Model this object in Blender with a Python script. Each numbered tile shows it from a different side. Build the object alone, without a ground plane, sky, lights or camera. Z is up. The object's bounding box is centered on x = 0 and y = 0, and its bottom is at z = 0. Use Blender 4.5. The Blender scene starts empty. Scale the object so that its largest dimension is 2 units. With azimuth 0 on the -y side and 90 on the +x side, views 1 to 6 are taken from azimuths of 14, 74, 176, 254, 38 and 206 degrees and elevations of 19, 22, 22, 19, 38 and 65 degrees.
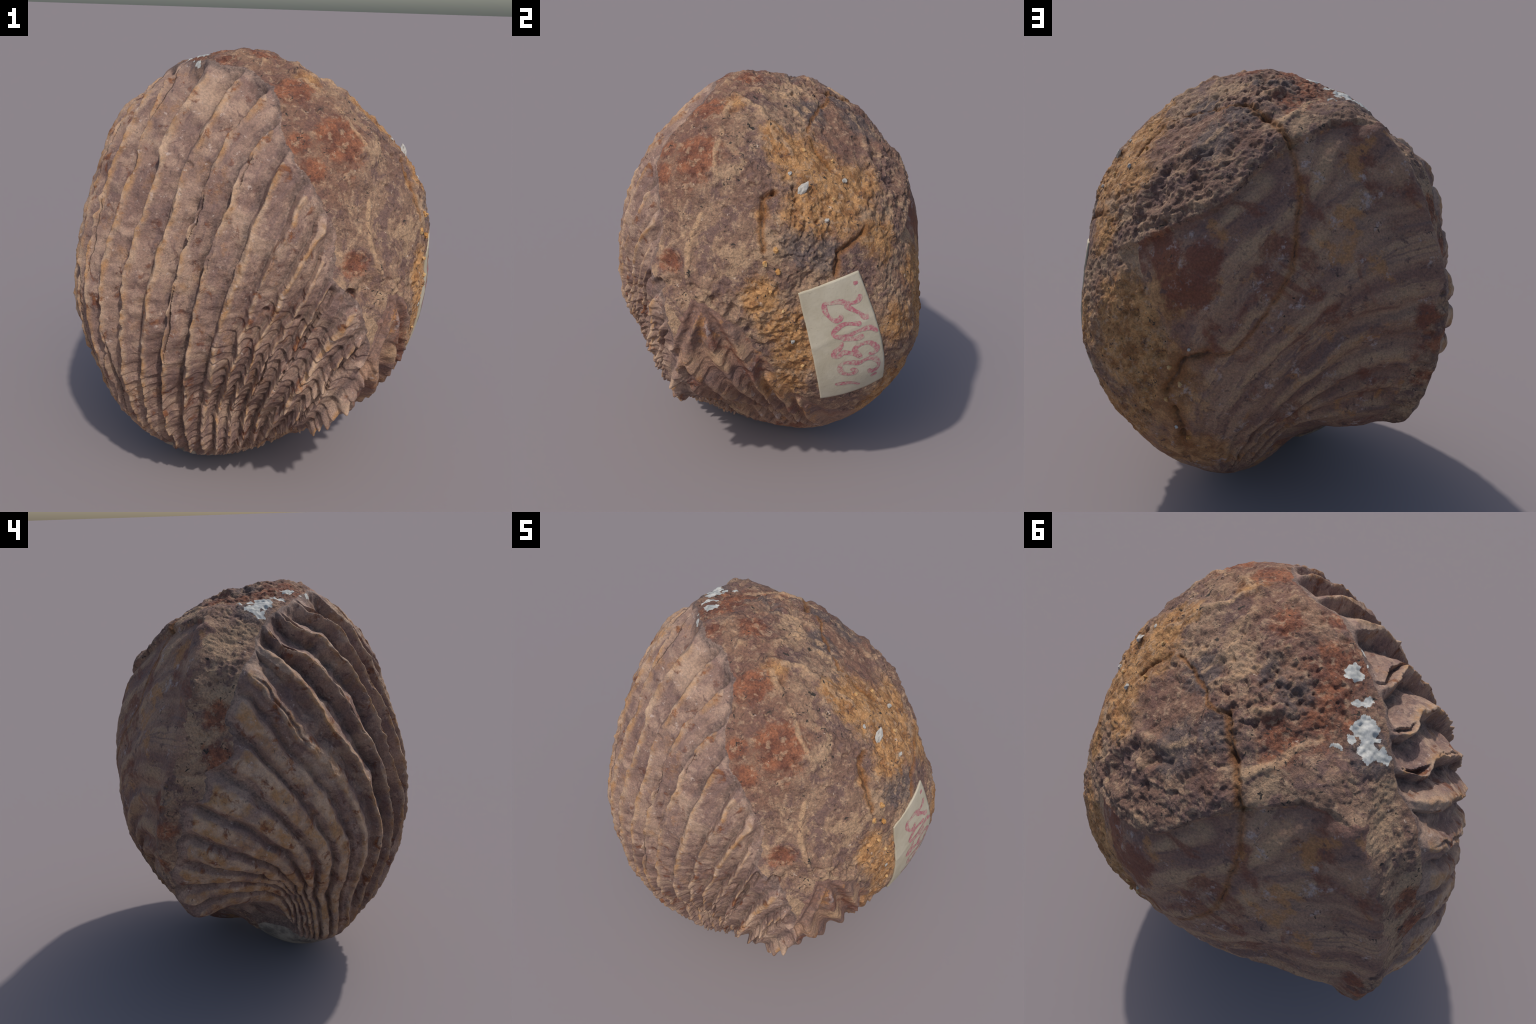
# Fossil bivalve: two closed valves standing on their beaks, one with coarse ribs,
# one worn, sediment crust between them, a paper label with a faded handwritten number.
import bpy, bmesh, math
import numpy as np
from mathutils import Vector

DETAIL = 9                       # icosphere subdivisions of the body
CENTRE = np.array([0.0, 0.0, 0.95])
UP = np.array([0.0, 0.0, 1.0])

# ------------------------------------------------------------------ helpers
def smooth(x, lo, hi):
    t = np.clip((x - lo) / (hi - lo), 0.0, 1.0)
    return t * t * (3 - 2 * t)

def direction(az, el):
    a, e = np.radians(az), np.radians(el)
    return np.stack([np.cos(e) * np.sin(a), -np.cos(e) * np.cos(a), np.sin(e)], -1)

def _mix(h):
    h = (h ^ (h >> np.uint32(15))) * np.uint32(2246822519)
    h = (h ^ (h >> np.uint32(13))) * np.uint32(3266489917)
    return h ^ (h >> np.uint32(16))

def noise(p, freq, seed=0):
    """Gradient noise, about -1..1."""
    q = (p * freq + 137.17).astype(np.float32)
    fl = np.floor(q)
    f = q - fl
    i = fl.astype(np.int32).astype(np.uint32)
    u = f * f * f * (f * (f * 6 - 15) + 10)
    key = [[(i[:, c] + np.uint32(k)) * np.uint32(m) for k in (0, 1)] for c, m in enumerate((374761393, 668265263, 2654435761))]
    sd = np.uint32((seed * 1274126177 + 97) & 0xFFFFFFFF)
    fx, ux = f.T.copy(), u.T.copy()
    out = np.zeros(len(q), np.float32)
    for dx in (0, 1):
        wx = ux[0] if dx else 1 - ux[0]
        for dy in (0, 1):
            wxy = wx * (ux[1] if dy else 1 - ux[1])
            kxy = key[0][dx] + key[1][dy] + sd
            for dz in (0, 1):
                h = _mix(kxy + key[2][dz])
                gx = (h & np.uint32(1023)).astype(np.float32) / 511.5 - 1
                gy = ((h >> np.uint32(10)) & np.uint32(1023)).astype(np.float32) / 511.5 - 1
                gz = ((h >> np.uint32(20)) & np.uint32(1023)).astype(np.float32) / 511.5 - 1
                out += wxy * (ux[2] if dz else 1 - ux[2]) * (gx * (fx[0] - dx) + gy * (fx[1] - dy) + gz * (fx[2] - dz))
    return out * 1.6

def fbm(p, freq, octaves=3, seed=0, gain=0.5):
    s, a = 0.0, 1.0
    for k in range(octaves):
        s = s + a * noise(p, freq * 2.03 ** k, seed + 11 * k)
        a *= gain
    return s

# ------------------------------------------------------------------ the body's form
# Meridian profiles: for each azimuth (0 = -y, 90 = +x) the radius from CENTRE at
# elevations -78, -66 ... 78 degrees.
POLE_LOW, POLE_HIGH = 0.905, 1.046
MERIDIANS = {
    0:   (.904, .873, .846, .807, .780, .773, .778, .786, .804, .829, .881, .938, .989, 1.047),
    20:  (.890, .842, .814, .792, .792, .788, .785, .794, .836, .880, .947, .988, 1.014, 1.048),
    40:  (.881, .832, .811, .824, .833, .820, .819, .840, .884, .934, .985, 1.010, 1.028, 1.045),
    60:  (.879, .838, .819, .835, .835, .830, .837, .862, .903, .946, .985, 1.002, 1.023, 1.038),
    80:  (.882, .855, .833, .836, .827, .828, .841, .861, .894, .934, .963, .976, 1.005, 1.027),
    100: (.890, .884, .870, .870, .867, .866, .872, .876, .889, .912, .933, .950, .986, 1.019),
    120: (.900, .912, .915, .913, .907, .906, .913, .910, .893, .901, .923, .946, .978, 1.013),
    140: (.907, .925, .931, .924, .903, .894, .882, .871, .876, .897, .924, .946, .977, 1.012),
    160: (.905, .913, .917, .889, .850, .831, .812, .818, .843, .885, .916, .945, .980, 1.014),
    180: (.896, .878, .862, .825, .799, .795, .790, .799, .823, .852, .895, .939, .982, 1.022),
    200: (.889, .856, .814, .789, .792, .794, .808, .831, .851, .873, .915, .960, .997, 1.035),
    220: (.890, .861, .814, .811, .849, .871, .899, .909, .914, .922, .958, .990, 1.021, 1.047),
    240: (.899, .880, .847, .857, .906, .931, .949, .950, .945, .949, .974, .998, 1.030, 1.051),
    260: (.912, .909, .890, .899, .906, .905, .894, .890, .902, .924, .954, .978, 1.019, 1.048),
    280: (.924, .929, .918, .909, .888, .869, .850, .834, .839, .860, .894, .934, 1.000, 1.042),
    300: (.930, .932, .922, .895, .861, .841, .824, .811, .806, .812, .843, .898, .979, 1.038),
    320: (.928, .922, .906, .875, .837, .816, .796, .786, .780, .784, .817, .880, .966, 1.039),
    340: (.918, .906, .884, .843, .803, .791, .780, .776, .775, .784, .829, .895, .971, 1.043),
}
# Broad swellings and hollows: azimuth, elevation, angular width (deg), height (m)
SWELLINGS = [
    (292, -77, 11, .045),        # beak of the ribbed valve
    (152, -71, 13, .060),        # beak of the worn valve
    (205, -80, 9, -.030),        # furrow between the beaks
    (215, -68, 9, -.045), (205, -50, 13, -.055), (205, -82, 7, -.030),
    (203, 32, 13, -.045), (214, 25, 9, .042), (183, 42, 9, -.022), (138, 34, 8, -.020),
    (116, 58, 15, -.038), (222, 73, 8, -.020), (232, 77, 7, -.025), (246, 58, 6, -.035), (200, 72, 8, .012), (105, 73, 8, -.025),
    (258, -43, 15, -.085), (284, -30, 12, -.020), (268, -38, 15, -.055),   # hollow below the hinder edge
    (273, 8, 14, -.028), (135, 10, 14, -.018),
    (20, -47, 13, -.050), (14, -30, 9, -.025), (62, -40, 10, -.045), (80, -48, 12, -.030), (35, -27, 12, .008), (293, 76, 7, -.008),
    (256, -26, 12, -.048), (286, -53, 11, .035), (218, -28, 9, .036), (188, -38, 9, -.026), (155, -54, 9, -.018),
    (55, -7, 13, .030), (42, -19, 9, .014), (16, -52, 9, .030), (10, -30, 9, -.036), (18, -14, 8, -.016), (66, -50, 10, -.028),
    (48, 35, 8, -.022), (128, -2, 9, .018), (155, -3, 10, -.014), (342, 5, 16, -.014),
    (279, -50, 8, .034), (252, -18, 9, -.028), (247, 47, 8, .034), (256, 44, 7, .016), (236, 64, 7, .028), (248, 33, 7, .020),
    (206, 8, 8, -.024), (56, 4, 6, .026), (46, 13, 6, .030), (258, 30, 7, -.014), (283, -46, 7, .026), (250, -20, 8, -.018),
    (264, 22, 8, -.012), (12, -50, 9, .018), (220, 77, 7, -.018), (230, 66, 5, .018),
    (22, 28, 11, .025), (125, -32, 18, .016), (88, 0, 14, -.018), (80, 2, 12, -.012), (210, -20, 16, -.012),
    (50, 27, 9, -.024), (45, 50, 9, .018), (78, 26, 7, .010),
]
# Keels where the two valves meet: line, half width (m), height (m)
KEELS = [
    ([(228, 57), (230, 48), (230, 38), (229, 25), (228, 12), (226, 0), (226, -14), (229, -25)], .070, .075),
    ([(40, 9), (46, -3), (49, -14), (48, -24), (44, -33)], .100, .042),
]

def _cubic(t):
    return np.stack([-.5 * t + t * t - .5 * t ** 3, 1 - 2.5 * t * t + 1.5 * t ** 3,
                     .5 * t + 2 * t * t - 1.5 * t ** 3, -.5 * t * t + .5 * t ** 3], -1)

_tab = np.array([MERIDIANS[a] for a in range(0, 360, 20)])
_lo, _hi = np.full((18, 1), POLE_LOW), np.full((18, 1), POLE_HIGH)
_opp = np.roll(_tab, 9, 0)
_tab = np.hstack([_opp[:, :1], _lo, _tab, _hi, _opp[:, -1:]])      # elevation -102 ... 102

def body_radius(d):
    az = np.degrees(np.arctan2(d[:, 0], -d[:, 1])) % 360
    el = np.degrees(np.arcsin(np.clip(d[:, 2], -1, 1)))
    fa, fe = az / 20, np.clip((el + 90) / 12 + 1, 1, 15.9999)
    ia, ie = np.floor(fa).astype(int), np.floor(fe).astype(int)
    wa, we = _cubic(fa - ia), _cubic(fe - ie)
    r = 0.0
    for j in range(4):
        for k in range(4):
            r = r + wa[:, j] * we[:, k] * _tab[(ia + j - 1) % 18, np.clip(ie + k - 1, 0, 17)]
    for a, e, w, h in SWELLINGS:
        c = d @ direction(a, e)
        r = r + h * np.exp((c - 1) / (1 - math.cos(math.radians(w))) * 0.5)
    return r

def keel_height(p):
    """Height of the keels at points on the body."""
    h = 0.0
    for pts, w, top in KEELS:
        o = np.array(pts, float)
        dd = direction(o[:, 0], o[:, 1])
        line = CENTRE + dd * body_radius(dd)[:, None]
        h = h + top * np.exp(-(distance_to_line(p, line, .35) / w) ** 2)
    return h

def on_body(az, el):
    d = np.atleast_2d(direction(np.asarray(az, float), np.asarray(el, float)))
    return CENTRE + d * body_radius(d)[:, None]

def curve_on_body(points, n=41):
    """Smooth line on the body through (azimuth, elevation) control points."""
    p = np.array(points, float)
    d = direction(p[:, 0], p[:, 1])
    d = np.vstack([2 * d[0] - d[1], d, 2 * d[-1] - d[-2]])
    m = len(p) - 1
    s = np.linspace(0, m - 1e-6, n)
    i = np.floor(s).astype(int)
    w = _cubic(s - i)
    q = sum(w[:, k:k + 1] * d[i + k] for k in range(4))
    q /= np.linalg.norm(q, axis=1)[:, None]
    return CENTRE + q * body_radius(q)[:, None]

def distance_to_line(P, line, reach=.30):
    """Distance of points to a finely sampled polyline (9 beyond reach)."""
    P = P.astype(np.float32)
    line = line.astype(np.float32)
    best = np.full(len(P), 81.0, np.float32)
    m = len(line)
    for c in range(0, m - 1, 8):
        piece = line[c:c + 9]
        centre = piece.mean(0)
        rad = np.linalg.norm(piece - centre, axis=1).max() + reach
        near = np.flatnonzero((np.abs(P - centre) < rad).all(1))
        Q = P[near]
        b = best[near]
        for p0, p1 in zip(piece[:-1], piece[1:]):
            ab = p1 - p0
            t = np.clip(((Q - p0) @ ab) / (ab @ ab + 1e-12), 0, 1)
            dv = Q - p0 - t[:, None] * ab
            b = np.minimum(b, np.einsum('ij,ij->i', dv, dv))
        best[near] = b
    return np.sqrt(best)

# ------------------------------------------------------------------ ribs
BEAK = (283, -74)
TAIL = [(300, -68), BEAK]
# crests of the coarse valve, from the hinder hinge edge round to the front edge
CRESTS = [
    [(229, -26), (238, -25), (246, -28), (256, -36), (268, -52), BEAK],
    [(230, -19), (238, -19), (246, -21), (255, -27), (264, -40), BEAK],
    [(228, -8), (234, -11), (244, -13), (253, -19), (260, -27), (268, -43), BEAK],
    [(230, -2), (241, -5), (250, -10), (257, -19), (263, -29), (272, -46), BEAK],
    [(229, 8), (238, 5), (248, 0), (256, -7), (263, -18), (267, -30), (275, -48), BEAK],
    [(238, 14), (249, 9), (258, 1), (265, -9), (269, -22), (272, -34), (279, -52), BEAK],
    [(248, 24), (257, 16), (264, 6), (271, -5), (274, -19), (277, -34), (283, -52), BEAK],
    [(247, 36), (253, 30), (261, 21), (269, 13), (279, -6), (281, -20), (283, -36), (288, -54), BEAK],
    [(247, 46), (256, 39), (264, 31), (277, 18), (284, 6), (288, -7), (289, -22), (291, -38), (294, -55), BEAK],
    [(247, 57), (255, 53), (266, 46), (279, 32), (286, 23), (292, 10), (296, -6), (297, -24), (298, -40), (300, -56), BEAK],
    [(254, 63), (264, 55), (275, 53), (286, 43), (295, 29), (301, 16), (303, 3), (305, -12), (306, -28), (306, -44), (305, -60), BEAK],
    [(264, 68), (275, 62), (291, 59), (302, 48), (307, 33), (309, 16), (313, 4), (315, -10), (318, -25), (315, -42), (310, -60), BEAK],
    [(280, 73), (299, 68), (313, 60), (318, 50), (321, 38), (322, 22), (323, 5), (323, -14), (321, -28), (321, -44), (314, -60), BEAK],
    [(325, 78), (340, 71), (339, 63), (335, 52), (337, 43), (335, 25), (333, 2), (332, -13), (330, -30), (327, -48), (320, -62), BEAK],
    [(12, 71), (3, 65), (358, 58), (353, 50), (350, 43), (350, 35), (346, 22), (344, 1), (340, -19), (336, -37), (331, -53), *TAIL],
    [(28, 65), (16, 58), (9, 54), (3, 44), (358, 34), (355, 22), (350, -2), (348, -17), (343, -39), (337, -57), *TAIL],
    [(27, 53), (19, 49), (12, 43), (9, 33), (4, 22), (359, -2), (355, -21), (350, -43), (343, -60), *TAIL],
    [(30, 47), (23, 40), (18, 32), (14, 21), (8, 2), (4, -20), (358, -43), (350, -62), *TAIL],
    [(35, 39), (30, 35), (25, 28), (18, 14), (13, -5), (8, -25), (3, -47), (355, -65), *TAIL],
    [(39, 32), (34, 27), (27, 17), (22, 6), (17, -9), (12, -28), (8, -49), (0, -67), *TAIL],
    [(41, 28), (37, 22), (32, 15), (25, 0), (20, -13), (17, -30), (14, -51), (6, -69), *TAIL],
    [(39, 19), (36, 14), (31, 3), (26, -12), (23, -27), (21, -50), (12, -71), *TAIL],
    [(45, 10), (41, 6), (36, -5), (31, -18), (28, -32), (27, -53), (18, -73), *TAIL],
    [(49, 4), (43, -2), (39, -12), (34, -25), (33, -37), (34, -56), (26, -75), *TAIL],
    [(53, -5), (50, -11), (45, -21), (41, -36), (42, -58), (36, -77), *TAIL],
]
# front ribs of the worn valve
WORN_BEAK = (150, -72)
FRONT_CRESTS = [
    [(53, 10), (49, -2), (46, -11), (48, -24), (54, -45), (75, -68), WORN_BEAK],
    [(56, 6), (52, -7), (54, -14), (60, -24), (66, -42), (86, -64), WORN_BEAK],
    [(56, 9), (60, -5), (66, -18), (72, -31), (78, -45), (98, -62), WORN_BEAK],
    [(60, 8), (65, 0), (71, -14), (78, -31), (86, -46), (106, -60), WORN_BEAK],
    [(78, -18), (85, -31), (93, -45), (112, -58), WORN_BEAK],
    [(90, -30), (98, -42), (116, -56), WORN_BEAK],
]
# low worn ridges on the face of the worn valve
FACE_CRESTS = [
    [(236, -24), (217, -19), (205, -23), (190, -33), (172, -55), WORN_BEAK],
    [(231, -12), (218, -9), (206, -12), (192, -22), (176, -44), WORN_BEAK],
    [(226, -1), (213, 0), (205, -4), (193, -14), (176, -35), (160, -58), WORN_BEAK],
    [(230, 11), (215, 11), (207, 8), (196, 0), (184, -13), (170, -38), WORN_BEAK],
    [(230, 18), (213, 17), (202, 15), (193, 9), (184, 0), (168, -28), WORN_BEAK],
    [(231, 28), (216, 28), (206, 25), (195, 17), (182, 5), (166, -20), WORN_BEAK],
    [(233, 42), (213, 44), (200, 40), (187, 28), (176, 18), (163, -6), (152, -40), WORN_BEAK],
    [(210, 58), (192, 47), (177, 37), (167, 27), (160, 8), (150, -25), WORN_BEAK],
    [(175, 50), (160, 34), (150, 18), (145, -8), (142, -40), WORN_BEAK],
]

def rib_field(P, crests, where):
    """Running rib number (whole numbers on crests), local rib spacing, distance to the crest."""
    out = np.zeros((3, len(P)), np.float32)
    out[0] = -1
    out[1:] = .25
    out[:, where] = _rib_field(P[where], crests)
    return out

def _rib_field(P, crests):
    lines = [curve_on_body(c) for c in crests]
    D = np.stack([distance_to_line(P, l) for l in lines], 1)
    n = len(lines)
    i = D.argmin(1)
    rows = np.arange(len(P))
    d1 = D[rows, i]
    left = np.where(i > 0, D[rows, np.maximum(i - 1, 0)], 9)
    right = np.where(i < n - 1, D[rows, np.minimum(i + 1, n - 1)], 9)
    go_right = right <= left
    d2 = np.where(go_right, right, left)
    t = d1 / (d1 + d2 + 1e-9)
    # beyond the outermost crests: fall off on the plain side
    u = np.where(go_right, i + t, i - t)
    return u, np.minimum(d1 + d2, .25), d1

# ------------------------------------------------------------------ outlines of the valves
def chart(d, axis):
    """Azimuthal chart (radians) of directions about +y (axis 1) or -y (axis -1)."""
    c = np.clip(d[:, 1] * axis, -1, 1)
    ang = np.arccos(c)
    s = np.sqrt(np.maximum(1 - c * c, 1e-12))
    return np.stack([d[:, 0] / s * ang, d[:, 2] / s * ang], 1)

def inside_outline(d, outline, axis):
    """Signed distance (about metres) inside a closed outline of (azimuth, elevation)."""
    o = np.array(outline, float)
    poly = chart(direction(o[:, 0], o[:, 1]), axis)
    q = chart(d, axis)
    best = np.full(len(q), 9.0)
    inside = np.zeros(len(q), bool)
    for a, b in zip(poly, np.roll(poly, -1, 0)):
        ab = b - a
        t = np.clip(((q - a) @ ab) / (ab @ ab + 1e-12), 0, 1)
        dv = q - a - t[:, None] * ab
        best = np.minimum(best, np.einsum('ij,ij->i', dv, dv))
        cross = (a[1] > q[:, 1]) != (b[1] > q[:, 1])
        xs = a[0] + (q[:, 1] - a[1]) / (b[1] - a[1] + 1e-12) * ab[0]
        inside ^= cross & (q[:, 0] < xs)
    return np.sqrt(best) * np.where(inside, 1, -1) * .9

RIBBED_EDGE = [(17, 71), (26, 65), (27, 58), (26, 50), (29, 43), (34, 37), (40, 28), (38, 17), (44, 10), (47, 4),
               (50, -7), (53, -18), (52, -35), (50, -60), (60, -78), (205, -83), (244, -68), (236, -45), (229, -30),
               (226, -18), (227, -8), (230, 1), (231, 10), (236, 13), (237, 20), (245, 25), (242, 34), (245, 44),
               (249, 50), (251, 58), (258, 65), (268, 69), (284, 73), (311, 76), (339, 75)]
WORN_EDGE = [(134, 28), (143, 33), (152, 38), (161, 42), (166, 47), (172, 53), (180, 57), (188, 60), (200, 62),
             (212, 63), (223, 61), (231, 57), (232, 46), (231, 36), (232, 25), (226, 14), (223, 5), (221, -8),
             (221, -20), (228, -36), (236, -60), (200, -83), (70, -80), (58, -62), (50, -40), (46, -20), (44, -8),
             (50, 4), (53, 11), (62, 7), (72, -4), (80, -18), (95, -32), (118, -38), (138, -32), (146, -12), (150, 6),
             (142, 17)]
LEDGE = [(112, 18), (134, 28), (143, 33), (152, 38), (161, 42), (166, 47), (172, 53), (180, 57), (188, 60), (200, 62),
         (212, 63), (223, 61), (231, 57)]
# ridges across the crust, left of the worn valve's ribs: control points, height, half width
TOP_RIDGES = [
    ([(78, 57), (66, 66), (46, 69)], .014, .020), ([(96, 67), (85, 73), (59, 75), (25, 74)], .014, .022),
    ([(125, 73), (123, 79), (109, 84), (49, 87)], .012, .024), ([(162, 74), (175, 79), (200, 81)], .012, .022),
    ([(183, 67), (197, 70), (210, 73), (229, 74)], .014, .024), ([(56, 42), (52, 54), (48, 63), (45, 71)], .010, .016),
    ([(45, 70), (72, 77), (108, 71)], .010, .02), ([(76, 62), (80, 58), (83, 53)], .008, .015),
    ([(52, 34), (50, 28), (50, 21), (52, 14)], .012, .018), ([(150, 66), (140, 58), (125, 50)], .010, .022),
]
# cracks: control points, depth, half width
CRACKS = [
    ([(97, 62), (104, 67), (113, 69.5), (125, 72), (137, 72), (152, 74.5)], .010, .006),
    ([(152, 74.5), (167, 71.5), (177, 68), (184, 64), (188, 60)], .030, .011),
    ([(188, 60), (189.5, 54.5), (190, 47.5), (187, 34), (185.5, 28)], .008, .005),
    ([(185.5, 28), (180, 19), (174.5, 11.5), (169, 4), (161.5, 2)], .003, .004),
    ([(161.5, 2), (154, -1), (152.5, -5.5), (149, -11.5)], .030, .013),
    ([(151.5, -17), (152, -20), (152.4, -24), (152.5, -32)], .028, .012),
    ([(76, 41), (72.4, 39), (72.7, 35), (72.3, 30.7), (73.2, 26)], .030, .011),
    ([(102, 49), (98, 54.4), (96, 60)], .022, .009),
    ([(108, 30), (102, 27), (97.5, 25), (96.7, 21.5), (96, 19)], .026, .012),
    ([(316.2, 28), (317.4, 21), (319.2, 14)], .012, .004),
    ([(329.3, 17.5), (327.4, 15.2), (327.6, 12)], .008, .004),
]
# round pits and hollows: azimuth, elevation, radius (m), depth (m)
HOLLOWS = [
    (41.8, 12.2, .026, .040), (20.5, 8.3, .013, .020), (29.1, 6.4, .014, .022), (31, 4.5, .012, .016),
    (45, 16, .085, .022), (47.5, 11, .075, .016), (84, 42.5, .022, .020), (216, 83, .030, .016), (147, 86, .025, .012),
    (46, 45.5, .018, .008), (44, 52, .016, .006), (352, 46, .014, .010), (27, 57, .018, .012), (60, 36, .013, .008),
]

# ------------------------------------------------------------------ build the body
bm = bmesh.new()
bmesh.ops.create_icosphere(bm, subdivisions=DETAIL, radius=1.0)
tmp = bpy.data.meshes.new("tmp")
bm.to_mesh(tmp)
bm.free()
n = len(tmp.vertices)
d = np.empty(n * 3)
tmp.vertices.foreach_get("co", d)
d = d.reshape(-1, 3)
d /= np.linalg.norm(d, axis=1)[:, None]
tri = np.empty(len(tmp.polygons) * 3, np.int32)
tmp.polygons.foreach_get("vertices", tri)
tri = tri.reshape(-1, 3)
bpy.data.meshes.remove(tmp)

def vertex_normals(P):
    fn = np.cross(P[tri[:, 1]] - P[tri[:, 0]], P[tri[:, 2]] - P[tri[:, 0]])
    vn = np.zeros_like(P)
    for k in range(3):
        for c in range(3):
            vn[:, c] += np.bincount(tri[:, k], fn[:, c], len(P))
    return vn / (np.linalg.norm(vn, axis=1)[:, None] + 1e-12)

base = CENTRE + d * body_radius(d)[:, None]
N0 = vertex_normals(base)
az = np.degrees(np.arctan2(d[:, 0], -d[:, 1])) % 360
el = np.degrees(np.arcsin(np.clip(d[:, 2], -1, 1)))

jitter = np.stack([noise(base, 7, s) for s in (1, 2, 3)], 1) * .010 + \
         np.stack([noise(base, 17, s) for s in (4, 5, 6)], 1) * .0085 + \
         np.stack([noise(base, 33, s) for s in (7, 8, 9)], 1) * .0025
warped = base + jitter
edge_noise = .012 * noise(base, 14, 21) + .008 * noise(base, 40, 22)
ribbed = inside_outline(d, RIBBED_EDGE, -1) + edge_noise
worn = inside_outline(d, WORN_EDGE, 1) + edge_noise * 1.6
from_beak = np.linalg.norm(base - on_body(*BEAK)[0], axis=1)
from_worn_beak = np.linalg.norm(base - on_body(*WORN_BEAK)[0], axis=1)
crust = smooth(-np.maximum(ribbed, worn), -.01, .03)

relief = keel_height(base) + .007 * noise(base, 2.6, 31) + .006 * noise(base, 5.5, 32)

# --- coarse ribs: each falls gently to the front and breaks off steeply to the back
u, gap, d1 = rib_field(warped, CRESTS, ribbed > -.06)
t = u - np.floor(u)
steep = np.where(t < .79, (1 - t / .79) ** 1.2, smooth(t, .79, 1.0))
plate = 1 - np.exp(-((t - .5) / .17) ** 2)
sharp = smooth(u, 6.0, 10.0)
profile = plate * (1 - sharp) + steep * sharp
fine = smooth(u, 13.8, 17.5)                         # towards the front the ribs get finer and scaly
height = (.036 * (1 - sharp) + .082 * sharp) * (1 - .50 * fine)
height = np.minimum(height, .62 * gap)
height = height * (1 + .35 * noise(base, 9, 41) + .2 * noise(base, 20, 42))
on_ribs = smooth(ribbed, -.004, .05 + .05 * smooth(el, 60, 72)) * smooth(from_beak, .20, .45)
rib_crest = profile * on_ribs
relief += on_ribs * height * (profile - (.75 + .17 * sharp - .25 * fine))

# --- growth scales crossing the ribs at the front and towards the beak
scaly = np.clip(smooth(u, 15.5, 19.0) * smooth(-el, -22, 8) + smooth(u, 11.5, 14) * smooth(-el, 5, 30) * .75, 0, 1)
crest_near = np.exp(-(np.minimum(t, 1 - t) / .22) ** 2)
wave = (from_beak + .030 * crest_near * scaly + .022 * noise(base, 8, 51) + .008 * noise(base, 22, 53)) / .046
saw = wave - np.floor(wave)
scale = np.where(saw < .12, smooth(saw, 0, .12), 1 - (saw - .12) / .88)
relief += on_ribs * scaly * (.009 + .010 * fine * crest_near) * (scale - .5) * np.clip(.75 + 1.1 * noise(base, 7, 54), 0, 1.5)
# thick spines on the front ribs near the ground
spiny = smooth(u, 17.5, 20.5) * smooth(-el, 2, 14) * smooth(el, -62, -40)
wave2 = (from_beak + .05 * crest_near) / .105 + .37 * np.floor(u + .5)
saw2 = wave2 - np.floor(wave2)
spine = np.where(saw2 < .15, smooth(saw2, 0, .15), 1 - (saw2 - .15) / .85)
relief += on_ribs * spiny * .028 * crest_near * (spine - .4)
relief += on_ribs * (.0022 * noise(base, 30, 61) + .0015 * noise(base, 70, 62))
relief += on_ribs * profile * .006 * noise(base, 24, 63)

# --- front ribs of the worn valve
uf, gapf, d1f = rib_field(warped, FRONT_CRESTS, (worn > -.06) & (az < 150))
tf = uf - np.floor(uf)
front_zone = smooth(worn, .0, .05) * smooth(-d1f, -.11, -.06) * smooth(from_worn_beak, .25, .5) * smooth(uf, -.8, -.2)
front_profile = (.5 + .5 * np.cos(2 * np.pi * tf)) ** 1.3
front_h = np.minimum(.045, .45 * gapf)
relief += front_zone * front_h * (front_profile - .5)
wavef = (from_worn_beak + .03 * front_profile + .026 * noise(base, 8, 52) + .01 * noise(base, 20, 55)) / .07
sawf = wavef - np.floor(wavef)
scalef = np.where(sawf < .15, smooth(sawf, 0, .15), 1 - (sawf - .15) / .85)
relief += front_zone * .014 * np.clip(.6 + 1.2 * noise(base, 7, 56), 0, 1.5) * (scalef - .5) * (.4 + .6 * front_profile)

# --- low ridges on the worn face
ur, gapr, d1r = rib_field(warped, FACE_CRESTS, worn > -.06)
tr = ur - np.floor(ur)
face_zone = smooth(worn, .01, .06) * (1 - front_zone) * smooth(from_worn_beak, .2, .5) * smooth(-d1r, -.16, -.08)
low = smooth(4.2 - ur, 0, 1.5)
face_profile = .5 + .5 * np.cos(2 * np.pi * tr)
relief += face_zone * (.009 + .019 * low) * (face_profile - .6)
relief += smooth(worn, .0, .03) * (.004 * noise(base, 11, 71) + .0022 * noise(base, 33, 72) + .0014 * noise(base, 75, 73))

# --- crust: lumpy, pitted
lump = fbm(base, 12, 4, 81, .55)
grit = noise(base, 34, 85)
pits = smooth(noise(base, 26, 86), .25, .6) + .6 * smooth(noise(base, 50, 87), .3, .6)
coarse = np.clip(.85 + .9 * noise(base, 3.1, 89), .3, 1.5) * (1 - .35 * np.exp(-(((az - 58) / 24) ** 2 + ((el - 42) / 20) ** 2)))
relief += crust * coarse * (.011 * lump + .0045 * grit + .0025 * noise(base, 70, 88) - .008 * pits)
# lumpy knotted zone low on the front of the crust, and the coarse pitted zone on the back of the top
knots = np.exp(-(((az - 66) / 22) ** 2 + ((el - 4) / 15) ** 2))
relief += crust * knots * .012 * (1 - np.abs(noise(base, 17, 91)) * 2.2)
rough_top = np.exp(-(((az - 140) / 32) ** 2 + ((el - 50) / 15) ** 2))
relief += crust * rough_top * (.020 * noise(base, 15, 92) - .012 * smooth(noise(base, 24, 93), .1, .5))

# --- ledge where the crust breaks off above the worn face
la, le = np.array(LEDGE, float).T
over = (el - np.interp(az, la, le)) * math.pi / 180 * .9 + .7 * edge_noise
span = smooth(az, 118, 140) * smooth(-az, -236, -218)
relief += span * (.020 * smooth(over, -.006, .014) * smooth(-over, -.22, -.05) - .006 * smooth(-over, 0, .01) * smooth(over, -.1, -.02))

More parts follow.
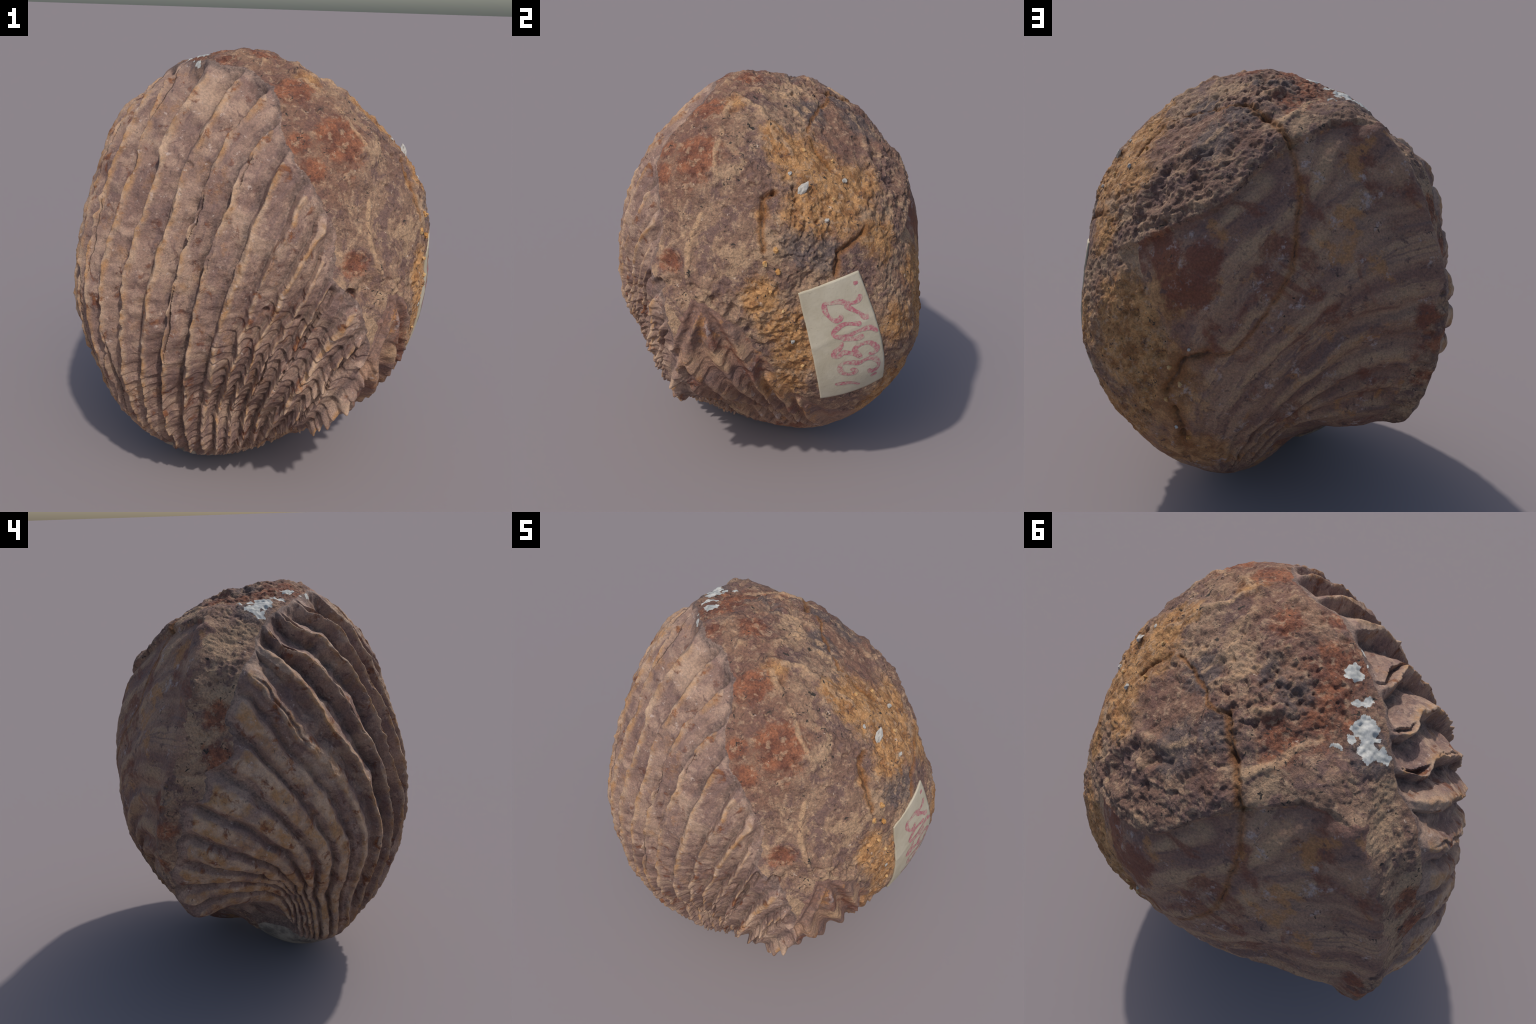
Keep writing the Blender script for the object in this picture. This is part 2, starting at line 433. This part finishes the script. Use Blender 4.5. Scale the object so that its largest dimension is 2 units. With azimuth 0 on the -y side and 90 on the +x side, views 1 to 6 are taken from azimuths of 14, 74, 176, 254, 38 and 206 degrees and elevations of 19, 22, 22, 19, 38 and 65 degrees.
# --- cracks and pits
crack = np.full(n, 9.0)
shaken = base + .5 * jitter + .006 * np.stack([noise(base, 45, s) for s in (95, 96, 97)], 1)
crack_vary = np.clip(.7 + .9 * noise(base, 11, 98) + .3 * noise(base, 30, 99), .1, 1.6)
for pts, depth, width in CRACKS:
    dist = distance_to_line(shaken, curve_on_body(pts, 25), .12)
    crack = np.minimum(crack, dist / width)
    relief -= depth * np.exp(-(dist / width) ** 2) * crack_vary
ridge = np.zeros(n)
for pts, top, width in TOP_RIDGES:
    r = np.exp(-(distance_to_line(warped, curve_on_body(pts, 17), .15) / width) ** 2)
    ridge = np.maximum(ridge, r)
    relief += crust * top * r * crack_vary
for a, e, r, depth in HOLLOWS:
    dist = np.linalg.norm(base - on_body(a, e)[0] + .3 * jitter, axis=1)
    relief -= depth * smooth(-dist, -r * 1.25, -r * .55)

# --- the paper label lies on a smoothed patch
LABEL = [(84.3, 14.1), (103.8, 19.1), (118.0, -19.6), (96.6, -26.7)]      # upper left, upper right, lower right, lower left
lab_d = direction(*np.array(LABEL).T)
lc = lab_d.mean(0); lc /= np.linalg.norm(lc)
e1 = np.cross(UP, lc); e1 /= np.linalg.norm(e1)
e2 = np.cross(lc, e1)
def tangent_xy(v):
    c = np.maximum(v @ lc, .2)
    return np.stack([v @ e1 / c, v @ e2 / c], -1)
quad = tangent_xy(lab_d)
qx = tangent_xy(d)
near = np.full(n, 9.0)
for a, b in zip(quad, np.roll(quad, -1, 0)):
    ab = (b - a) / np.linalg.norm(b - a)
    near = np.minimum(near, -(qx - a) @ np.array([-ab[1], ab[0]]) * 1.0)
if near[np.argmax(d @ lc)] < 0:
    near = np.full(n, 9.0)
    for a, b in zip(quad, np.roll(quad, -1, 0)):
        ab = (b - a) / np.linalg.norm(b - a)
        near = np.minimum(near, (qx - a) @ np.array([-ab[1], ab[0]]))
under_label = smooth(near, -.03, .02) * (d @ lc > .3)
relief = relief * (1 - under_label) - .001 * under_label

P = base + N0 * relief[:, None]
P[:, 2] = np.maximum(P[:, 2], 0)
VN = vertex_normals(P)

# ------------------------------------------------------------------ materials
class Graph:
    def __init__(self, name):
        self.mat = bpy.data.materials.new(name)
        self.mat.use_nodes = True
        self.t = self.mat.node_tree
        self.t.nodes.clear()
        self.co = self.new("ShaderNodeTexCoord").outputs["Object"]

    def new(self, kind, **props):
        nd = self.t.nodes.new(kind)
        for k, v in props.items():
            setattr(nd, k, v)
        return nd

    def put(self, sock, val):
        if isinstance(val, bpy.types.NodeSocket):
            self.t.links.new(val, sock)
        elif isinstance(val, (tuple, list)) and len(val) == 3 and sock.type == 'RGBA':
            sock.default_value = (*val, 1)
        else:
            sock.default_value = val

    def math(self, op, a, b=0.0, c=None, clamp=False):
        nd = self.new("ShaderNodeMath", operation=op, use_clamp=clamp)
        self.put(nd.inputs[0], a); self.put(nd.inputs[1], b)
        if c is not None:
            self.put(nd.inputs[2], c)
        return nd.outputs[0]

    def noise(self, scale, detail=4, rough=.55, vec=None, distort=0.0):
        nd = self.new("ShaderNodeTexNoise")
        self.put(nd.inputs["Vector"], self.co if vec is None else vec)
        nd.inputs["Scale"].default_value = scale
        nd.inputs["Detail"].default_value = detail
        nd.inputs["Roughness"].default_value = rough
        nd.inputs["Distortion"].default_value = distort
        return nd.outputs["Fac"]

    def voronoi(self, scale, out="Distance", vec=None, feature='F1'):
        nd = self.new("ShaderNodeTexVoronoi", feature=feature)
        self.put(nd.inputs["Vector"], self.co if vec is None else vec)
        nd.inputs["Scale"].default_value = scale
        return nd.outputs[out]

    def step(self, x, lo, hi, a=0.0, b=1.0):
        nd = self.new("ShaderNodeMapRange", interpolation_type='SMOOTHSTEP')
        self.put(nd.inputs["Value"], x)
        nd.inputs["From Min"].default_value = lo; nd.inputs["From Max"].default_value = hi
        nd.inputs["To Min"].default_value = a; nd.inputs["To Max"].default_value = b
        return nd.outputs["Result"]

    def mix(self, fac, a, b, blend='MIX'):
        nd = self.new("ShaderNodeMix", data_type='RGBA', blend_type=blend)
        self.put(nd.inputs[0], fac); self.put(nd.inputs[6], a); self.put(nd.inputs[7], b)
        return nd.outputs[2]

    def attr(self, name):
        return self.new("ShaderNodeAttribute", attribute_type='GEOMETRY', attribute_name=name).outputs["Fac"]

    def combine(self, x, y, z):
        nd = self.new("ShaderNodeCombineXYZ")
        for s, v in zip(nd.inputs, (x, y, z)):
            self.put(s, v)
        return nd.outputs[0]

    def blobs(self, places, ragged=.9, scale=6):
        """Mask of ragged, mottled patches: (x, y, z, radius) each."""
        nz = self.math('MULTIPLY', self.math('SUBTRACT', self.noise(scale, 8, .68, distort=.5), .5), ragged * 2)
        nz = self.math('ADD', nz, self.math('MULTIPLY', self.math('SUBTRACT', self.noise(scale * 5, 5, .7), .5), ragged))
        total = None
        for x, y, z, r in places:
            nd = self.new("ShaderNodeVectorMath", operation='DISTANCE')
            self.put(nd.inputs[0], self.co)
            nd.inputs[1].default_value = (x, y, z)
            v = self.math('SUBTRACT', 1.0, self.math('DIVIDE', nd.outputs["Value"], r * 1.15))
            total = v if total is None else self.math('MAXIMUM', total, v)
        return self.step(self.math('ADD', total, nz), -.05, .50)

    def finish(self, colour, rough=.8, bump=None, strength=.4, dist=.004):
        bs = self.new("ShaderNodeBsdfPrincipled")
        self.put(bs.inputs["Base Color"], colour)
        self.put(bs.inputs["Roughness"], rough)
        bs.inputs["Specular IOR Level"].default_value = .25
        if bump is not None:
            b = self.new("ShaderNodeBump")
            b.inputs["Strength"].default_value = strength
            b.inputs["Distance"].default_value = dist
            self.put(b.inputs["Height"], bump)
            self.t.links.new(b.outputs[0], bs.inputs["Normal"])
        out = self.new("ShaderNodeOutputMaterial")
        self.t.links.new(bs.outputs[0], out.inputs[0])
        return self.mat

def shell_material():
    g = Graph("ribbed_shell")
    crest = g.attr("rib_relief")
    run, along = g.attr("rib_number"), g.attr("beak_distance")
    streaks = g.combine(g.math('MULTIPLY', run, 2.0), g.math('MULTIPLY', along, 3.0), 0.0)
    c = g.mix(g.step(g.noise(3.2, 6, .6), .36, .64), (0.265, 0.172, 0.144), (0.372, 0.256, 0.200))
    c = g.mix(g.math('MULTIPLY', g.step(g.noise(2.2, 6, .65, streaks, .4), .45, .65), .8), c, (0.219, 0.148, 0.137))
    c = g.mix(g.math('MULTIPLY', g.step(g.noise(8, 7, .68), .49, .62), .8), c, (0.484, 0.344, 0.262))
    c = g.mix(g.math('MULTIPLY', g.step(g.noise(13, 7, .7, distort=.6), .52, .63), .85), c, (0.172, 0.110, 0.105))
    pale = g.math('MULTIPLY', g.step(crest, .68, .97), g.step(g.noise(8, 5, .65), .30, .54))
    c = g.mix(g.math('MULTIPLY', pale, .92), c, g.mix(g.step(g.noise(15, 4, .6), .4, .62), (0.577, 0.421, 0.291), (0.465, 0.265, 0.122)))
    band = g.math('MULTIPLY', g.step(g.noise(1.6, 5, .6, g.combine(g.math('MULTIPLY', run, .25), g.math('MULTIPLY', along, 5.0), 3.0)), .54, .68), .6)
    c = g.mix(band, c, (0.530, 0.389, 0.282))
    rust = g.math('MULTIPLY', g.step(g.noise(13, 6, .66, distort=.5), .555, .66), g.step(crest, .15, .7, .4, 1.0))
    c = g.mix(g.math('MULTIPLY', rust, .9), c, g.mix(g.step(g.noise(40, 3), .4, .6), (0.177, 0.066, 0.038), (0.307, 0.129, 0.055)))
    c = g.mix(g.math('MULTIPLY', g.step(g.noise(7.3, 6, .65), .57, .70), .5), c, (0.391, 0.208, 0.095))
    c = g.mix(g.math('MULTIPLY', g.step(g.noise(34, 5, .7), .60, .70), .8), c, (0.577, 0.477, 0.418))
    c = g.mix(g.math('MULTIPLY', g.step(g.noise(27, 5, .7, distort=.3), .61, .70), .75), c, (0.107, 0.079, 0.081))
    dark_trough = g.math('MULTIPLY', g.step(crest, .30, .03), g.step(g.noise(9, 6, .68), .34, .56))
    c = g.mix(g.math('MULTIPLY', dark_trough, .65), c, g.mix(g.step(g.noise(60, 4, .7), .4, .6), (0.105, 0.080, 0.075), (0.200, 0.151, 0.131)))
    grain = g.noise(120, 4, .75)
    c = g.mix(.38, c, g.mix(g.step(grain, .3, .7), (0.093, 0.066, 0.063), (0.651, 0.531, 0.455)), 'OVERLAY')
    bump = g.math('ADD', g.noise(50, 7, .72), g.math('MULTIPLY', g.noise(180, 3, .6), .4))
    return g.finish(c, .70, bump, .7, .009)

OCHRE = [(.62, .05, 1.66, .20), (.70, .12, 1.57, .20), (.76, -.02, 1.50, .15), (.57, -.06, 1.72, .12), (.50, -.12, 1.79, .07),
         (.31, -.28, 1.88, .07), (.62, .26, 1.56, .15), (.74, .34, 1.38, .13), (.82, -.25, 1.13, .10), (.85, -.12, 1.0, .13),
         (.83, -.07, .82, .13), (.77, -.12, .66, .12), (.62, .63, 1.08, .22), (.57, .68, .92, .22), (.43, .72, 1.24, .14),
         (.44, .73, .74, .20), (.35, .64, .42, .18), (.64, .5, .52, .24), (.76, -.24, 1.52, .05), (.74, .40, .95, .14)]
BROWN = [(.36, -.50, 1.76, .26), (.42, -.58, 1.60, .16), (-.1, .05, 2.0, .25), (.1, -.2, 1.97, .2), (.3, .3, 1.83, .25)]
RED = [(.50, -.48, 1.68, .115), (.47, -.50, 1.72, .09), (.34, -.57, 1.69, .05), (.41, -.61, 1.59, .06),
       (.60, -.61, 1.25, .06), (-.19, .04, 1.99, .10), (-.15, -.07, 2.0, .11), (-.08, .26, 1.96, .10), (-.17, .17, 1.98, .09),
       (.27, -.38, 1.85, .09), (-.28, .1, 1.97, .06), (.44, .65, 1.37, .10), (.34, .74, 1.26, .12), (.29, .73, 1.38, .09),
       (-.68, .41, 1.50, .06), (-.76, .43, 1.34, .07), (-.65, .65, 1.12, .07), (-.69, .65, 1.02, .08), (-.66, .66, .86, .06),
       (.56, -.60, 1.08, .06), (.1, -.15, 2.0, .08), (-.05, -.25, 1.97, .06)]
GREY = [(-.08, .10, 2.0, .08), (.04, .06, 2.0, .07), (-.37, .15, 1.90, .08), (.83, -.08, 1.36, .10), (.83, .03, 1.31, .09),
        (.3, .1, 1.86, .10), (.25, .4, 1.8, .12), (.14, .3, 1.88, .08)]

def crust_material():
    g = Graph("sediment_crust")
    crack = g.attr("crack_distance")
    c = g.mix(g.step(g.noise(3.4, 6, .62), .36, .62), (0.225, 0.140, 0.110), (0.375, 0.256, 0.180))
    c = g.mix(g.math('MULTIPLY', g.step(g.noise(8, 7, .66, distort=.8), .49, .58), .92), c, (0.200, 0.130, 0.118))
    c = g.mix(g.math('MULTIPLY', g.step(g.noise(6.5, 7, .66, distort=.8), .52, .62), .8), c, (0.500, 0.354, 0.234))
    c = g.mix(g.math('MULTIPLY', g.blobs(OCHRE, .8, 6), .92), c,
              g.mix(g.step(g.noise(16, 7, .68), .38, .62), (0.320, 0.158, 0.065), (0.600, 0.354, 0.159)))
    c = g.mix(g.math('MULTIPLY', g.blobs(BROWN, 1.0, 5), .6), c, (0.225, 0.120, 0.091))
    c = g.mix(g.math('MULTIPLY', g.blobs(RED, 1.0, 7), .88), c,
              g.mix(g.step(g.noise(14, 7, .68), .38, .62), (0.155, 0.063, 0.047), (0.370, 0.153, 0.086)))
    c = g.mix(g.math('MULTIPLY', g.blobs(GREY, 1.0, 9), .75), c, (0.140, 0.120, 0.122))
    pale = g.math('MULTIPLY', g.step(g.attr("rib_relief"), .35, .9), g.step(g.noise(7, 6, .65), .38, .56))
    c = g.mix(g.math('MULTIPLY', pale, .75), c, (0.570, 0.394, 0.248))
    c = g.mix(g.math('MULTIPLY', g.step(g.noise(27, 7, .7), .52, .63), .65), c, (0.500, 0.359, 0.248))
    c = g.mix(g.math('MULTIPLY', g.step(g.noise(23, 7, .7, distort=.4), .56, .66), .85), c, (0.135, 0.084, 0.073))
    c = g.mix(g.math('MULTIPLY', g.step(g.noise(30, 4, .65), .67, .73), .85), c, (0.620, 0.527, 0.449))
    c = g.mix(g.math('MULTIPLY', g.step(g.noise(42, 3, .5, distort=1.2), .36, .31), g.step(g.noise(6, 3), .38, .52)), c, (0.060, 0.052, 0.047))
    c = g.mix(g.math('MULTIPLY', g.step(crack, 2.4, .4), .75), c, g.mix(g.step(crack, .6, .15), (0.270, 0.120, 0.038), (0.090, 0.049, 0.028)))
    grain = g.noise(110, 4, .75)
    c = g.mix(.42, c, g.mix(g.step(grain, .3, .7), (0.080, 0.063, 0.056), (0.720, 0.575, 0.449)), 'OVERLAY')
    bump = g.math('ADD', g.noise(40, 7, .72), g.math('MULTIPLY', g.noise(150, 3, .6), .5))
    return g.finish(c, .85, bump, .8, .013)

def worn_material():
    g = Graph("worn_shell")
    crack = g.attr("crack_distance")
    run = g.attr("rib_number")
    along = g.attr("beak_distance")
    crest = g.attr("rib_relief")
    streak_vec = g.combine(g.math('MULTIPLY', run, 1.1), g.math('MULTIPLY', along, 2.4), 0.0)
    s1 = g.noise(1.5, 7, .58, streak_vec, .5)
    s2 = g.noise(2.4, 7, .62, streak_vec, .9)
    c = g.mix(g.step(s1, .36, .64), (0.242, 0.145, 0.117), (0.389, 0.257, 0.181))
    tone = g.math('MULTIPLY', g.step(g.math('ADD', g.math('MULTIPLY', crest, .22), s2), .54, .76), .7)
    tone = g.math('MULTIPLY', tone, g.step(g.noise(5, 6, .66), .34, .58))
    c = g.mix(tone, c, (0.483, 0.335, 0.206))
    c = g.mix(g.math('MULTIPLY', g.step(s2, .47, .34), .6), c, (0.173, 0.126, 0.124))
    c = g.mix(g.math('MULTIPLY', g.step(g.noise(4.5, 7, .66, distort=.6), .52, .63), .8), c, (0.210, 0.089, 0.061))
    c = g.mix(g.math('MULTIPLY', g.step(g.noise(7, 6, .66), .56, .66), .65), c, (0.483, 0.252, 0.101))
    c = g.mix(g.math('MULTIPLY', g.blobs(OCHRE, .9, 6), .85), c,
              g.mix(g.step(g.noise(16, 7, .68), .38, .62), (0.294, 0.150, 0.067), (0.546, 0.325, 0.153)))
    c = g.mix(g.math('MULTIPLY', g.blobs(RED, 1.0, 7), .85), c, (0.194, 0.073, 0.050))
    c = g.mix(g.math('MULTIPLY', g.step(g.noise(12, 7, .72), .58, .67), .75), c, (0.462, 0.398, 0.384))
    c = g.mix(g.math('MULTIPLY', g.step(g.noise(21, 7, .7, distort=.4), .57, .66), .8), c, (0.131, 0.087, 0.082))
    c = g.mix(g.math('MULTIPLY', g.step(g.noise(38, 3, .5, distort=1.2), .33, .29), g.step(g.noise(5, 3), .44, .58)), c, (0.063, 0.053, 0.048))
    c = g.mix(g.math('MULTIPLY', g.step(crack, 5.0, .6), .65), c, g.mix(g.step(crack, .9, .2), (0.263, 0.112, 0.039), (0.095, 0.049, 0.029)))
    grain = g.noise(110, 4, .75)
    c = g.mix(.4, c, g.mix(g.step(grain, .3, .7), (0.084, 0.063, 0.057), (0.714, 0.553, 0.451)), 'OVERLAY')
    bump = g.math('ADD', g.noise(45, 7, .7), g.math('MULTIPLY', g.noise(160, 3, .6), .4))
    return g.finish(c, .78, bump, .7, .010)

def plain(name, a, b, scale, rough=.8, bump=.3):
    g = Graph(name)
    c = g.mix(g.step(g.noise(scale, 5, .65), .35, .65), a, b)
    return g.finish(c, rough, g.noise(scale * 4, 4, .6), bump, .003)

def paper_material():
    g = Graph("aged_paper")
    c = g.mix(g.step(g.noise(6, 5, .6), .3, .7), (.47, .41, .30), (.56, .50, .385))
    c = g.mix(g.math('MULTIPLY', g.step(g.noise(35, 4, .7), .58, .74), .45), c, (.33, .28, .21))
    return g.finish(c, .85, g.noise(70, 5, .65), .35, .004)

def ink_material():
    g = Graph("faded_ink")
    worn_ink = g.step(g.math('ADD', g.noise(75, 5, .7), g.math('MULTIPLY', g.noise(9, 2), .35)), .53, .86)
    c = g.mix(worn_ink, (.46, .135, .17), (.52, .43, .335))
    return g.finish(c, .85)

SHELL, CRUST, WORN = shell_material(), crust_material(), worn_material()
LIME = plain("lime_wash", (.37, .37, .345), (.60, .58, .525), 34)
CAP = plain("worn_beak_shell", (.16, .13, .11), (.36, .30, .235), 14)
SHARD = plain("pale_pebble", (.36, .34, .31), (.52, .49, .44), 20)
GRAVEL = plain("ochre_gravel", (.45, .22, .07), (.58, .40, .2), 25)
PAPER, INK = paper_material(), ink_material()

# ------------------------------------------------------------------ split the body into its parts
root = bpy.data.objects.new("fossil_shell", None)
bpy.context.collection.objects.link(root)
root["label"] = "fossil clam with coarse ribs, sediment crust and paper label"
root["category"] = "fossil shell"

SPOTS = [(255.6, 71.0, .050), (248.5, 68.0, .040), (252, 65.5, .026), (237, 72, .018), (292.5, 78.2, .030), (313, 74.4, .017),
         (303, 75, .012), (266, 76, .014), (273, 73.5, .015), (246, 71.5, .018)]
mid = P[tri].mean(1)
f_ribbed = ribbed[tri].mean(1)
f_worn = worn[tri].mean(1)
f_u = u[tri[:, 0]]
f_beak = from_beak[tri].mean(1)
n_rib = len(CRESTS)
part = np.where(f_worn > f_ribbed, 1, 0)                     # 0 ribbed valve, 1 worn valve, 2 crust, 3 lime, 4 caps, 10+ ribs
part = np.where(np.maximum(f_worn, f_ribbed) < 0, 2, part)
rib_id = np.clip(np.floor(f_u + .12), 0, n_rib - 1).astype(int)
part = np.where((part == 0) & (f_beak > .33), 10 + rib_id, part)
spot_noise = .018 * noise(mid, 22, 101) + .010 * noise(mid, 60, 102)
for a, e, r in SPOTS:
    dist = np.linalg.norm(mid - on_body(a, e)[0], axis=1)
    part = np.where(dist + spot_noise < r, 3, part)
lime_vertices = np.zeros(n, bool)
lime_vertices[tri[part == 3].ravel()] = True
P[lime_vertices] += VN[lime_vertices] * .002

FIELDS = {"rib_relief": np.where(ribbed > np.maximum(worn, 0), rib_crest, np.where(worn > 0, np.maximum(face_profile * face_zone, front_profile * front_zone), ridge)), "crack_distance": np.minimum(crack, 20),
          "rib_number": np.where(ribbed > worn, u, ur), "beak_distance": np.where(ribbed > worn, from_beak, from_worn_beak)}

def make_part(name, faces, mat, parent, fields=()):
    if not len(faces):
        return None
    used, inv = np.unique(faces.ravel(), return_inverse=True)
    me = bpy.data.meshes.new(name)
    me.vertices.add(len(used))
    me.vertices.foreach_set("co", P[used].astype(np.float32).ravel())
    me.loops.add(len(inv))
    me.loops.foreach_set("vertex_index", inv.astype(np.int32))
    me.polygons.add(len(faces))
    me.polygons.foreach_set("loop_start", np.arange(0, len(inv), 3, dtype=np.int32))
    me.polygons.foreach_set("use_smooth", np.ones(len(faces), bool))
    me.update(calc_edges=True)
    for f in fields:
        at = me.attributes.new(f, 'FLOAT', 'POINT')
        at.data.foreach_set("value", FIELDS[f][used].astype(np.float32))
    me.normals_split_custom_set_from_vertices(VN[used].tolist())
    me.materials.append(mat)
    ob = bpy.data.objects.new(name, me)
    bpy.context.collection.objects.link(ob)
    ob.parent = parent
    return ob

valve = make_part("ribbed_valve", tri[part == 0], CAP, root)
for k in range(n_rib):
    make_part("rib", tri[part == 10 + k], SHELL, valve, ("rib_relief", "rib_number", "beak_distance"))
make_part("worn_valve", tri[part == 1], WORN, root, ("rib_relief", "crack_distance", "rib_number", "beak_distance"))
make_part("sediment_crust", tri[part == 2], CRUST, root, ("rib_relief", "crack_distance"))
make_part("lime_stain", tri[part == 3], LIME, root)

# ------------------------------------------------------------------ the paper label and its writing
def label_point(uu, vv, lift):
    q = ((1 - uu) * (1 - vv))[:, None] * lab_d[0] + (uu * (1 - vv))[:, None] * lab_d[1] + \
        (uu * vv)[:, None] * lab_d[2] + ((1 - uu) * vv)[:, None] * lab_d[3]
    q /= np.linalg.norm(q, axis=1)[:, None]
    p = CENTRE + q * body_radius(q)[:, None]
    ripple = .003 * noise(p, 6, 111) + .0018 * np.exp(-((vv - .47 + .1 * uu) / .02) ** 2)
    return p + q * (.006 + ripple + lift)[:, None]

def grid_mesh(name, pts, nu, nv, mat, parent, thick=None):
    me = bpy.data.meshes.new(name)
    f = [(j * nu + i, j * nu + i + 1, (j + 1) * nu + i + 1, (j + 1) * nu + i) for j in range(nv - 1) for i in range(nu - 1)]
    me.from_pydata(pts.tolist(), [], f)
    me.polygons.foreach_set("use_smooth", [True] * len(f))
    me.materials.append(mat)
    ob = bpy.data.objects.new(name, me)
    bpy.context.collection.objects.link(ob)
    ob.parent = parent
    if thick:
        m = ob.modifiers.new("thickness", 'SOLIDIFY')
        m.thickness = thick
        m.offset = -1 if (np.cross(pts[1] - pts[0], pts[nu] - pts[0]) @ (pts[0] - CENTRE)) > 0 else 1
    return ob

nu, nv = 40, 64
uu, vv = [x.ravel() for x in np.meshgrid(np.linspace(0, 1, nu), np.linspace(0, 1, nv))]
edge_u = uu + .012 * np.sin(vv * 9) * (1 - np.abs(2 * uu - 1)) + .006 * noise(np.stack([uu * 0 + 1, vv * 8, uu * 0], 1), 1, 3) * (np.abs(2 * uu - 1) > .99)
paper = grid_mesh("paper_label", label_point(edge_u, vv, np.zeros(len(uu)))[::1], nu, nv, PAPER, root, .010)

STROKES = [
    [(.90, .18), (.84, .21), (.77, .22), (.65, .20), (.56, .17), (.43, .16), (.34, .15), (.32, .20), (.35, .25), (.42, .30), (.50, .30), (.53, .27)],
    [(.62, .21), (.70, .26), (.79, .31), (.84, .35), (.91, .36)],
    [(.77, .39), (.66, .37), (.53, .35), (.41, .37), (.35, .40), (.40, .43), (.53, .45), (.67, .44), (.79, .44), (.89, .45), (.97, .50)],
    [(.46, .46), (.56, .48), (.69, .49), (.76, .48)],
    [(.45, .48), (.41, .52), (.31, .55), (.29, .58), (.35, .59), (.43, .57), (.55, .60), (.65, .65), (.59, .58), (.67, .55), (.82, .56), (.91, .63), (.85, .66), (.77, .65)],
    [(.49, .73), (.55, .76), (.52, .78), (.42, .77), (.35, .73), (.35, .68), (.41, .66), (.54, .68), (.63, .70), (.72, .69), (.82, .70), (.89, .75), (.90, .80), (.84, .83), (.76, .82), (.75, .79)],
    [(.24, .85), (.36, .86), (.49, .88), (.60, .93)],
    [(.77, .88), (.87, .88)],
    [(.84, .08), (.92, .08)],
]
ASPECT = 2.0          # the label is about twice as tall as wide
for k, s in enumerate(STROKES):
    p = np.array(s, float)
    e = np.vstack([2 * p[0] - p[1], p, 2 * p[-1] - p[-2]])
    m = 6 * (len(p) - 1) + 1
    q = np.linspace(0, len(p) - 1 - 1e-6, m)
    i = np.floor(q).astype(int)
    w = _cubic(q - i)
    c = sum(w[:, j:j + 1] * e[i + j] for j in range(4))
    tang = np.gradient(c, axis=0) * (1, ASPECT)
    tang /= np.linalg.norm(tang, axis=1)[:, None] + 1e-9
    side = np.stack([-tang[:, 1], tang[:, 0] / ASPECT], 1)
    half = (.034 if k < 6 else .026) * (1 + .25 * np.sin(q * 2.1 + k))
    half[0] *= .4; half[-1] *= .4
    rows = [c + side * (half * f)[:, None] for f in (-1, -.33, .33, 1)]
    uvp = np.clip(np.stack(rows, 1).reshape(-1, 2), .005, .995)
    grid_mesh("ink_stroke", label_point(uvp[:, 0], uvp[:, 1], np.full(len(uvp), .0012)), 4, m, INK, paper)

# ------------------------------------------------------------------ pebbles held in the crust
rng = np.random.default_rng(7)
def pebble(name, az_, el_, size, mat, seed, parent, lift=.3):
    b = bmesh.new()
    bmesh.ops.create_icosphere(b, subdivisions=2, radius=1.0)
    v = np.array([x.co[:] for x in b.verts])
    v *= (1 + .55 * noise(v, 1.1, seed) + .2 * noise(v, 2.7, seed + 1))[:, None]
    k = int(np.argmax(d @ direction(az_, el_)))
    nrm = VN[k]
    ta = np.cross(nrm, UP); ta /= np.linalg.norm(ta) + 1e-9
    tb = np.cross(nrm, ta)
    ang = rng.uniform(0, 6.28)
    ta, tb = math.cos(ang) * ta + math.sin(ang) * tb, -math.sin(ang) * ta + math.cos(ang) * tb
    v = P[k] + nrm * size[2] * lift + v[:, :1] * size[0] * ta + v[:, 1:2] * size[1] * tb + v[:, 2:] * size[2] * nrm
    for x, co in zip(b.verts, v):
        x.co = co
    me = bpy.data.meshes.new(name)
    b.to_mesh(me); b.free()
    me.materials.append(mat)
    ob = bpy.data.objects.new(name, me)
    bpy.context.collection.objects.link(ob)
    ob.parent = parent
    return ob

pebble("pebble", 86.5, 42.5, (.034, .017, .012), SHARD, 5, root, .1)
pebble("pebble", 77, 26, (.014, .012, .010), GRAVEL, 6, root)
pebble("pebble", 74, 22.5, (.015, .012, .010), GRAVEL, 8, root)
pebble("pebble", 78, 20.5, (.013, .011, .010), GRAVEL, 9, root)
for k, (ga, ge) in enumerate([(82, 47), (90, 55), (98, 40), (106, 45), (76, 15), (80, 9), (84, -2), (88, -12), (104, 52), (94, 34),
                              (150, -4), (153, -9), (151, -24), (154, -29), (149, -14), (156, 3)]):
    pebble("pebble", ga, ge, rng.uniform(.006, .012, 3), GRAVEL if k % 3 else SHARD, 20 + k, root)
